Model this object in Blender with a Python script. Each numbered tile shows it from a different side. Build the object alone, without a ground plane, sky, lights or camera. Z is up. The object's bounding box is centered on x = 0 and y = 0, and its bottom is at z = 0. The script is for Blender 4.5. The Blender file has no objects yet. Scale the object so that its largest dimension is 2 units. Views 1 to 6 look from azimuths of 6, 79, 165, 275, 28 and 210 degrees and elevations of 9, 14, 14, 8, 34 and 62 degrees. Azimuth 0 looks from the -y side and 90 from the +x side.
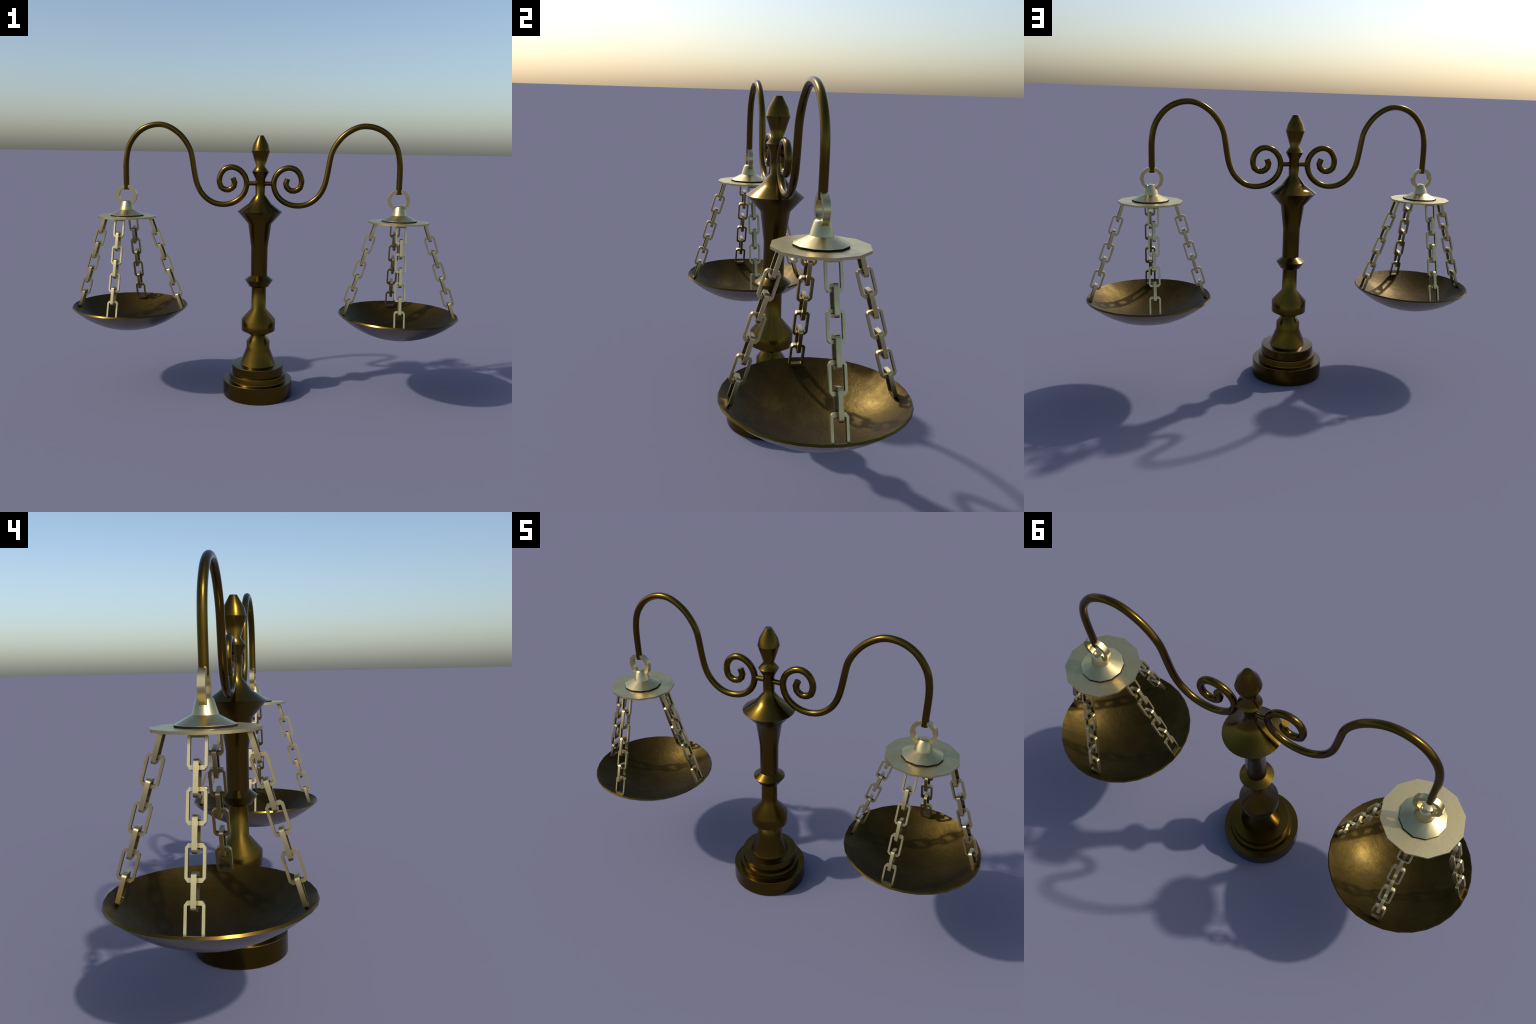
"""Bronze balance scale: turned pedestal and column, two scrolled arms, and two
pans hung on square-link chains from pale nickel-brass hanger plates."""
import bpy, math
from mathutils import Vector, Matrix

AXIS_X = -0.0154            # the column stands a little off the middle
ARM_X = -0.0161             # middle of the pair of arms
HANG = 0.6985               # pans sit at +-HANG
PLATE_SHIFT = -0.0121       # hanger plates sit a little beside the pan centres


# ------------------------------------------------------------------ materials
def new_mat(name):
    m = bpy.data.materials.new(name)
    m.use_nodes = True
    nt = m.node_tree
    bsdf = nt.nodes["Principled BSDF"]
    return m, nt, bsdf


def node(nt, kind, **inputs):
    n = nt.nodes.new(kind)
    for k, v in inputs.items():
        n.inputs[k].default_value = v
    return n


def ramp(nt, fac, stops):
    r = nt.nodes.new("ShaderNodeValToRGB")
    cr = r.color_ramp
    cr.elements[0].position, cr.elements[0].color = stops[0][0], (*stops[0][1], 1)
    cr.elements[1].position, cr.elements[1].color = stops[-1][0], (*stops[-1][1], 1)
    for p, c in stops[1:-1]:
        e = cr.elements.new(p)
        e.color = (*c, 1)
    nt.links.new(fac, r.inputs["Fac"])
    return r


def grey(v):
    return (v, v, v)


def metal(name, dark, mid, light, rough, scale=6.0, spread=0.08,
          grain=90.0, bump=0.05, scratch=0.0, specks=0.0, speck_col=(0.02, 0.015, 0.01)):
    """Metal with cloudy tarnish, faint grain, optional scratches and specks."""
    m, nt, b = new_mat(name)
    L = nt.links.new
    tc = nt.nodes.new("ShaderNodeTexCoord")
    cloud = node(nt, "ShaderNodeTexNoise", Scale=scale, Detail=6.0, Roughness=0.62, Distortion=0.4)
    L(tc.outputs["Object"], cloud.inputs["Vector"])
    fine = node(nt, "ShaderNodeTexNoise", Scale=grain, Detail=4.0, Roughness=0.7)
    L(tc.outputs["Object"], fine.inputs["Vector"])
    col = ramp(nt, cloud.outputs["Fac"], [(0.30, dark), (0.5, mid), (0.70, light)])
    color = col.outputs["Color"]
    if specks:
        sp = ramp(nt, fine.outputs["Fac"], [(0.66, grey(0.0)), (0.72, grey(specks))])
        mx = nt.nodes.new("ShaderNodeMix")
        mx.data_type = "RGBA"
        L(sp.outputs["Color"], mx.inputs["Factor"])
        L(color, mx.inputs["A"])
        mx.inputs["B"].default_value = (*speck_col, 1)
        color = mx.outputs["Result"]
    L(color, b.inputs["Base Color"])
    b.inputs["Metallic"].default_value = 1.0
    # roughness wanders with the tarnish and the grain
    rr = ramp(nt, cloud.outputs["Fac"], [(0.3, grey(rough + spread)), (0.7, grey(rough - spread))])
    fr = ramp(nt, fine.outputs["Fac"], [(0.35, grey(0.0)), (0.75, grey(spread * 0.8))])
    add = nt.nodes.new("ShaderNodeMath")
    add.operation = "ADD"
    L(rr.outputs["Color"], add.inputs[0])
    L(fr.outputs["Color"], add.inputs[1])
    L(add.outputs[0], b.inputs["Roughness"])
    height = fine.outputs["Fac"]
    if scratch:
        mp = nt.nodes.new("ShaderNodeMapping")
        mp.inputs["Scale"].default_value = (9, 15, 10)
        mp.inputs["Rotation"].default_value = (0, 0, 0.7)
        L(tc.outputs["Object"], mp.inputs["Vector"])
        sc = node(nt, "ShaderNodeTexNoise", Scale=1.5, Detail=4.0, Roughness=0.55, Distortion=0.8)
        L(mp.outputs["Vector"], sc.inputs["Vector"])
        ms = nt.nodes.new("ShaderNodeMath")
        ms.operation = "MULTIPLY_ADD"
        L(sc.outputs["Fac"], ms.inputs[0])
        ms.inputs[1].default_value = scratch
        L(fine.outputs["Fac"], ms.inputs[2])
        height = ms.outputs[0]
    bp = node(nt, "ShaderNodeBump", Strength=bump, Distance=0.004)
    L(height, bp.inputs["Height"])
    L(bp.outputs["Normal"], b.inputs["Normal"])
    return m


BRONZE = metal("polished_bronze", (0.082, 0.050, 0.008), (0.100, 0.063, 0.0103), (0.118, 0.076, 0.0135),
               rough=0.225, scale=7, spread=0.03, grain=120, bump=0.015, specks=0.35)
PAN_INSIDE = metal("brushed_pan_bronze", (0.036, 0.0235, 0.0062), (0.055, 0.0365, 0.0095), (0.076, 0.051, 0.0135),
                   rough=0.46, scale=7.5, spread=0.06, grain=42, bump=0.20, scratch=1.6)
PAN_OUTSIDE = metal("pale_grey_bronze", (0.17, 0.136, 0.106), (0.20, 0.162, 0.128), (0.23, 0.190, 0.152),
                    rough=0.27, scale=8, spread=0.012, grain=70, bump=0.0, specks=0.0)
PALE = metal("pale_nickel_brass", (0.48, 0.395, 0.195), (0.57, 0.475, 0.235), (0.65, 0.545, 0.285),
             rough=0.36, scale=11, spread=0.05, grain=110, bump=0.035, specks=0.2,
             speck_col=(0.34, 0.27, 0.14))
POLISHED = metal("polished_nickel_brass", (0.52, 0.43, 0.215), (0.58, 0.485, 0.24), (0.64, 0.54, 0.275),
                 rough=0.28, scale=9, spread=0.012, grain=130, bump=0.0)
DULL = metal("shade_darkened_brass", (0.085, 0.068, 0.030), (0.11, 0.090, 0.040), (0.15, 0.125, 0.060),
             rough=0.42, scale=9, spread=0.05, grain=150, bump=0.04)
BLACK, _nt, _b = new_mat("painted_contact_shadow")
_b.inputs["Base Color"].default_value = (0.012, 0.011, 0.009, 1)
_b.inputs["Roughness"].default_value = 0.9
_b.inputs["Specular IOR Level"].default_value = 0.1
_n = node(_nt, "ShaderNodeTexNoise", Scale=80.0, Detail=3.0)
_tc = _nt.nodes.new("ShaderNodeTexCoord")
_nt.links.new(_tc.outputs["Object"], _n.inputs["Vector"])
_r = ramp(_nt, _n.outputs["Fac"], [(0.3, (0.008, 0.007, 0.006)), (0.7, (0.02, 0.017, 0.012))])
_nt.links.new(_r.outputs["Color"], _b.inputs["Base Color"])


# ------------------------------------------------------------------ mesh tools
def build(name, verts, faces, mat, parent=None, loc=(0, 0, 0), sharp=None, smooth=True):
    me = bpy.data.meshes.new(name)
    me.from_pydata(verts, [], faces)
    me.update()
    me.polygons.foreach_set("use_smooth", [smooth] * len(me.polygons))
    if sharp is not None:
        for e in me.edges:
            a, b = e.vertices
            if sharp(Vector(verts[a]), Vector(verts[b]), a, b):
                e.use_edge_sharp = True
    me.materials.append(mat)
    ob = bpy.data.objects.new(name, me)
    bpy.context.scene.collection.objects.link(ob)
    ob.location = loc
    if parent:
        ob.parent = parent
    return ob


def lathe(name, profile, seg, mat, parent=None, loc=(0, 0, 0), phase=0.0):
    """Turn a profile [(radius, z, sharp?)] from bottom to top; zero radii close it."""
    verts, rows, faces = [], [], []
    crisp = set()
    for i, (r, z, *s) in enumerate(profile):
        if r < 1e-6:
            rows.append([len(verts)])
            verts.append((0, 0, z))
        else:
            row = []
            for k in range(seg):
                a = phase + 2 * math.pi * k / seg
                row.append(len(verts))
                verts.append((r * math.cos(a), r * math.sin(a), z))
            rows.append(row)
            if s and s[0]:
                crisp.update(row)
    ring_of = {v: i for i, row in enumerate(rows) for v in row}
    for a, b in zip(rows, rows[1:]):
        for k in range(seg):
            j = (k + 1) % seg
            if len(a) == 1:
                faces.append((a[0], b[j], b[k]))
            elif len(b) == 1:
                faces.append((a[k], a[j], b[0]))
            else:
                faces.append((a[k], a[j], b[j], b[k]))
    return build(name, verts, faces, mat, parent, loc,
                 sharp=lambda p, q, a, b: a in crisp and b in crisp and ring_of[a] == ring_of[b])


def catmull(pts, step):
    """Centripetal-style smooth curve through 2-D points, resampled by step."""
    P = [Vector(p) for p in pts]
    P = [2 * P[0] - P[1]] + P + [2 * P[-1] - P[-2]]
    dense = []
    for i in range(1, len(P) - 2):
        for t in (k / 12 for k in range(12)):
            a, b, c, d = P[i - 1:i + 3]
            dense.append(0.5 * ((2 * b) + (c - a) * t + (2 * a - 5 * b + 4 * c - d) * t * t
                                + (3 * b - a - 3 * c + d) * t ** 3))
    dense.append(P[-2])
    out, acc = [dense[0]], 0.0
    for p, q in zip(dense, dense[1:]):
        acc += (q - p).length
        if acc >= step:
            out.append(q)
            acc = 0.0
    if (out[-1] - dense[-1]).length > step * 0.4:
        out.append(dense[-1])
    else:
        out[-1] = dense[-1]
    return out


def relax(path, rounds):
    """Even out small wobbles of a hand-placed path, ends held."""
    for _ in range(rounds):
        new = [p.copy() for p in path]
        for i in range(1, len(path) - 1):
            new[i] = path[i] * 0.5 + (path[i - 1] + path[i + 1]) * 0.25
        path = new
    return path


def tube(name, path, radius, sides, mat, parent):
    """Round rod along a planar path [(x, z)], capped at both ends."""
    verts, faces = [], []
    n = len(path)
    for i, p in enumerate(path):
        t0 = (path[i] - path[i - 1]).normalized() if i else (path[1] - path[0]).normalized()
        t1 = (path[i + 1] - path[i]).normalized() if i < n - 1 else t0
        t = (t0 + t1).normalized()
        mitre = 1.0 / max(0.75, t.dot(t0))
        nrm = Vector((-t.y, t.x))
        for k in range(sides):
            a = 2 * math.pi * (k + 0.5) / sides
            off = nrm * (radius * math.cos(a) * mitre)
            verts.append((p.x + off.x, radius * math.sin(a), p.y + off.y))
    for i in range(n - 1):
        for k in range(sides):
            j = (k + 1) % sides
            faces.append((i * sides + k, i * sides + j, (i + 1) * sides + j, (i + 1) * sides + k))
    faces.append(tuple(range(sides))[::-1])
    faces.append(tuple(range((n - 1) * sides, n * sides)))
    last = (n - 1) * sides
    ob = build(name, verts, faces, mat, parent,
               sharp=lambda p, q, a, b: (a < sides and b < sides) or (a >= last and b >= last))
    return ob


def fix_normals(ob):
    import bmesh
    bm = bmesh.new()
    bm.from_mesh(ob.data)
    bmesh.ops.recalc_face_normals(bm, faces=bm.faces)
    bm.to_mesh(ob.data)
    bm.free()


# ------------------------------------------------------------------ the scale
scale = bpy.data.objects.new("balance_scale", None)
bpy.context.scene.collection.objects.link(scale)
scale["label"] = "bronze balance scale with scrolled arms and two chained pans"
scale["category"] = "balance scale"

C = 1  # crisp ring

# stepped foot: three stacked discs
pedestal = lathe("pedestal", [
    (0, 0.0), (0.1790, 0.0, C), (0.1802, 0.0020, C), (0.1802, 0.0805, C), (0.1790, 0.0832, C),
    (0.1500, 0.0838, C), (0.1482, 0.0900), (0.1488, 0.1130), (0.1472, 0.1172, C), (0.1350, 0.1185, C),
    (0.1348, 0.1600, C), (0.1335, 0.1640, C), (0.0930, 0.1650, C), (0.0, 0.1650)],
    64, BRONZE, scale, (AXIS_X, 0, 0))

# turned column: cone, knob, vase, collar, shaft, flared shoulder and neck
column = lathe("column", [
    (0.0, 0.1630, C), (0.0940, 0.1632, C), (0.0606, 0.2490), (0.0603, 0.2850), (0.0400, 0.3125), (0.0380, 0.3176, C),
    (0.0500, 0.3245), (0.0878, 0.3462, C), (0.0883, 0.4025), (0.0382, 0.4600), (0.0372, 0.5765, C),
    (0.0500, 0.5785), (0.0545, 0.5850, C), (0.0736, 0.6140, C), (0.0425, 0.6375, C), (0.0431, 0.7830),
    (0.0597, 0.9052), (0.1171, 0.9690, C), (0.0606, 1.0083), (0.0250, 1.0535), (0.0254, 1.1332),
    (0.0442, 1.1694, C)], 40, BRONZE, scale, (AXIS_X, 0, 0))
finial = lathe("finial", [
    (0.0442, 1.1694, C), (0.0226, 1.1966), (0.0473, 1.2734, C), (0.0392, 1.3055), (0.0142, 1.3495, C), (0.0, 1.3498)],
    40, BRONZE, scale, (AXIS_X, 0, 0))

# short bar that carries both scrolls through the neck
bar = lathe("crossbar", [(0.0, -0.066, C), (0.0112, -0.066, C), (0.0112, 0.066, C), (0.0, 0.066, C)], 10, BRONZE, scale,
            (AXIS_X, 0, 1.1092))
bar.rotation_euler = (0, math.pi / 2, 0)

# arm centre line: hook tip, crook, S-bend, then the inward scroll
CROOK = [(0.6948, 1.0650), (0.6952, 1.1200), (0.6953, 1.1700), (0.6940, 1.2150), (0.6882, 1.2548), (0.6790, 1.2882),
         (0.6648, 1.3150), (0.6460, 1.3405), (0.6255, 1.3615), (0.6005, 1.3782), (0.5620, 1.3940), (0.5205, 1.3988),
         (0.4900, 1.3950), (0.4605, 1.3835), (0.4340, 1.3670), (0.4075, 1.3455), (0.3750, 1.3035), (0.3550, 1.2610),
         (0.3445, 1.2022), (0.3360, 1.1501), (0.3235, 1.0980), (0.2995, 1.0526), (0.2625, 1.0185), (0.2274, 1.0029),
         (0.1867, 0.9979), (0.1384, 1.0077), (0.1012, 1.0320), (0.0789, 1.0620), (0.0691, 1.0950), (0.0686, 1.1190),
         (0.0800, 1.1510), (0.1040, 1.1755), (0.1280, 1.1870), (0.1500, 1.1903), (0.1700, 1.1860), (0.1869, 1.1759),
         (0.2010, 1.1580), (0.2090, 1.1360), (0.2107, 1.1145), (0.2021, 1.0894)]
SCROLL_END = [(0.1895, 1.0790), (0.1744, 1.0735), (0.1585, 1.0742), (0.1459, 1.0807), (0.1348, 1.0926),
              (0.1304, 1.1111), (0.1395, 1.1351)]
half = relax(catmull(CROOK, 0.012), 2) + [Vector(p) for p in SCROLL_END]
for side in (-1, 1):
    path = [Vector((ARM_X + side * p.x, p.y + 0.001)) for p in half]
    arm = tube("arm", path, 0.0146, 12, BRONZE, scale)
    fix_normals(arm)


# ---- hanger pieces
def ring_mesh(name, outer, inner, depth, sides, mat, parent, loc):
    verts, faces = [], []
    for k in range(sides):
        a = 2 * math.pi * k / sides
        c, s = math.cos(a), math.sin(a)
        verts += [(outer * c, -depth / 2, outer * s), (outer * c, depth / 2, outer * s),
                  (inner * c, depth / 2, inner * s), (inner * c, -depth / 2, inner * s)]
    for k in range(sides):
        i, j = 4 * k, 4 * ((k + 1) % sides)
        for q in range(4):
            r = (q + 1) % 4
            faces.append((i + q, j + q, j + r, i + r))
    ob = build(name, verts, faces, mat, parent, loc, sharp=lambda p, q, a, b: a % 4 == b % 4)
    fix_normals(ob)
    return ob


def link_mesh(width, height, bar_side, bar_end, depth, cut_x, cut_z):
    """Rectangular chain link with cut corners, lying in XZ, long axis Z."""
    w, h = width / 2, height / 2

    def octagon(w, h, c, d):
        return [(w, -h + d), (w, h - d), (w - c, h), (-w + c, h), (-w, h - d), (-w, -h + d), (-w + c, -h), (w - c, -h)]
    outer, inner = octagon(w, h, cut_x, cut_z), octagon(w - bar_side, h - bar_end, 0.0018, 0.0018)
    verts, faces = [], []
    for x, z in outer:
        verts += [(x, -depth / 2, z), (x, depth / 2, z)]
    for x, z in inner:
        verts += [(x, -depth / 2, z), (x, depth / 2, z)]
    for k in range(8):
        a, b = 2 * k, 2 * ((k + 1) % 8)
        faces += [(a, b, b + 1, a + 1), (16 + b, 16 + a, 16 + a + 1, 16 + b + 1),
                  (b, a, 16 + a, 16 + b), (a + 1, b + 1, 16 + b + 1, 16 + a + 1)]
    ob = build("link", verts, faces, PALE,
               sharp=lambda p, q, a, b: a % 2 == b % 2 or (a >= 16 and b >= 16))
    fix_normals(ob)
    # long faces keep their flatness, the cut corners blend
    wn = ob.modifiers.new("weighted", "WEIGHTED_NORMAL")
    wn.keep_sharp, wn.weight = True, 90
    bpy.context.view_layer.update()
    me = bpy.data.meshes.new_from_object(ob.evaluated_get(bpy.context.evaluated_depsgraph_get()))
    me.name = "link"
    me.materials.append(DULL)               # occlusion shade inside the link holes, put into the colour
    for p in me.polygons:
        if all(v >= 16 for v in p.vertices):
            p.material_index = 1
    bpy.data.objects.remove(ob)
    return me


LINKS = 7
LINK_H, LINK_END = 0.0950, 0.0112
LINK = link_mesh(0.0522, LINK_H, 0.0077, LINK_END, 0.0132, 0.0078, 0.0102)


def hang_chain(top, foot, outward):
    """Seven links from under the plate to the pan; odd links face outward."""
    top, foot, outward = Vector(top), Vector(foot), Vector(outward)
    chain = bpy.data.objects.new("chain", None)
    bpy.context.scene.collection.objects.link(chain)
    chain.parent = scale
    chain.location = top
    up = (top - foot).normalized()
    across = up.cross(outward).normalized()      # tangential
    face = across.cross(up).normalized()         # radial, tilted with the chain
    run = (top - foot).length
    pitch = (run - LINK_H) / (LINKS - 1)
    for k in range(LINKS):
        ob = bpy.data.objects.new("link", LINK)
        bpy.context.scene.collection.objects.link(ob)
        ob.parent = chain
        x = across if k % 2 == 0 else face
        y = up.cross(x)
        rot = Matrix((x, y, up)).transposed().to_4x4()
        ob.matrix_local = Matrix.Translation(-up * (LINK_H / 2 + k * pitch)) @ rot
    return chain


# ---- pan: thin dished bowl with an upright rim band
RIM_R, RIM_LOW, RIM_TOP, DEPTH, WALL = 0.3012, 0.4520, 0.4590, 0.120, 0.0075


def pan(cx):
    outer, inner = [], []
    fr = [0.0, 0.14, 0.28, 0.42, 0.56, 0.70, 0.84, 0.93]
    for f in fr:
        outer.append((RIM_R * f, RIM_LOW - DEPTH * (1 - f ** 2.3)))
        inner.append(((RIM_R - 0.0042) * f, RIM_LOW + WALL - DEPTH * (1 - f ** 2.3)))
    # the rim band leans inward, so it faces a little upward
    prof = outer + [(RIM_R, RIM_LOW, C), (RIM_R - 0.0042, RIM_TOP, C)] + inner[::-1]
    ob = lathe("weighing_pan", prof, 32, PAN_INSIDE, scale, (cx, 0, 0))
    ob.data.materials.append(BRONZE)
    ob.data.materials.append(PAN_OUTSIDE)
    for p in ob.data.polygons:
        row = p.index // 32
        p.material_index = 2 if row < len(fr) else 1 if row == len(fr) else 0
    return ob


for side in (-1, 1):
    cx = side * HANG
    px = cx + PLATE_SHIFT
    rx = AXIS_X + side * 0.6955
    pan(cx)
    plate = lathe("hanger_plate", [(0, 0.9226), (0.1530, 0.9226, C), (0.1530, 0.9312, C), (0, 0.9312)],
                  12, PALE, scale, (px, 0, 0))
    lathe("cap_shadow_disc", [(0, 0.0002), (0.0868, 0.0002, C), (0.0868, 0.0060, C), (0, 0.0060)],  # black disc modelled to draw the occlusion line below the cap
          12, BLACK, plate, (0, 0, 0.9312))
    lathe("hanger_cap", [(0, 0.0058), (0.0864, 0.0061, C), (0.0862, 0.0070, C), (0.0380, 0.0318, C), (0.0250, 0.0730), (0.0205, 0.0778),
                         (0.0120, 0.0795), (0, 0.0795)], 12, POLISHED, plate, (0, 0, 0.9312))
    ring_mesh("suspension_ring", 0.0556, 0.0388, 0.0212, 12, POLISHED, scale, (rx, 0, 1.0372))
    TOP_Z, FOOT_Z = 0.9250, 0.4360
    hang_chain((px - 0.1140, 0, TOP_Z), (cx - 0.2735, 0, FOOT_Z + 0.003), (-1, 0, 0))
    hang_chain((px + 0.1265, 0, TOP_Z), (cx + 0.2825, 0, FOOT_Z + 0.003), (1, 0, 0))
    hang_chain((px - 0.0025, -0.1185, TOP_Z), (px - 0.0090, -0.2650, FOOT_Z), (0, -1, 0))
    hang_chain((px - 0.0040, 0.1152, TOP_Z), (px + 0.0010, 0.2628, FOOT_Z), (0, 1, 0))
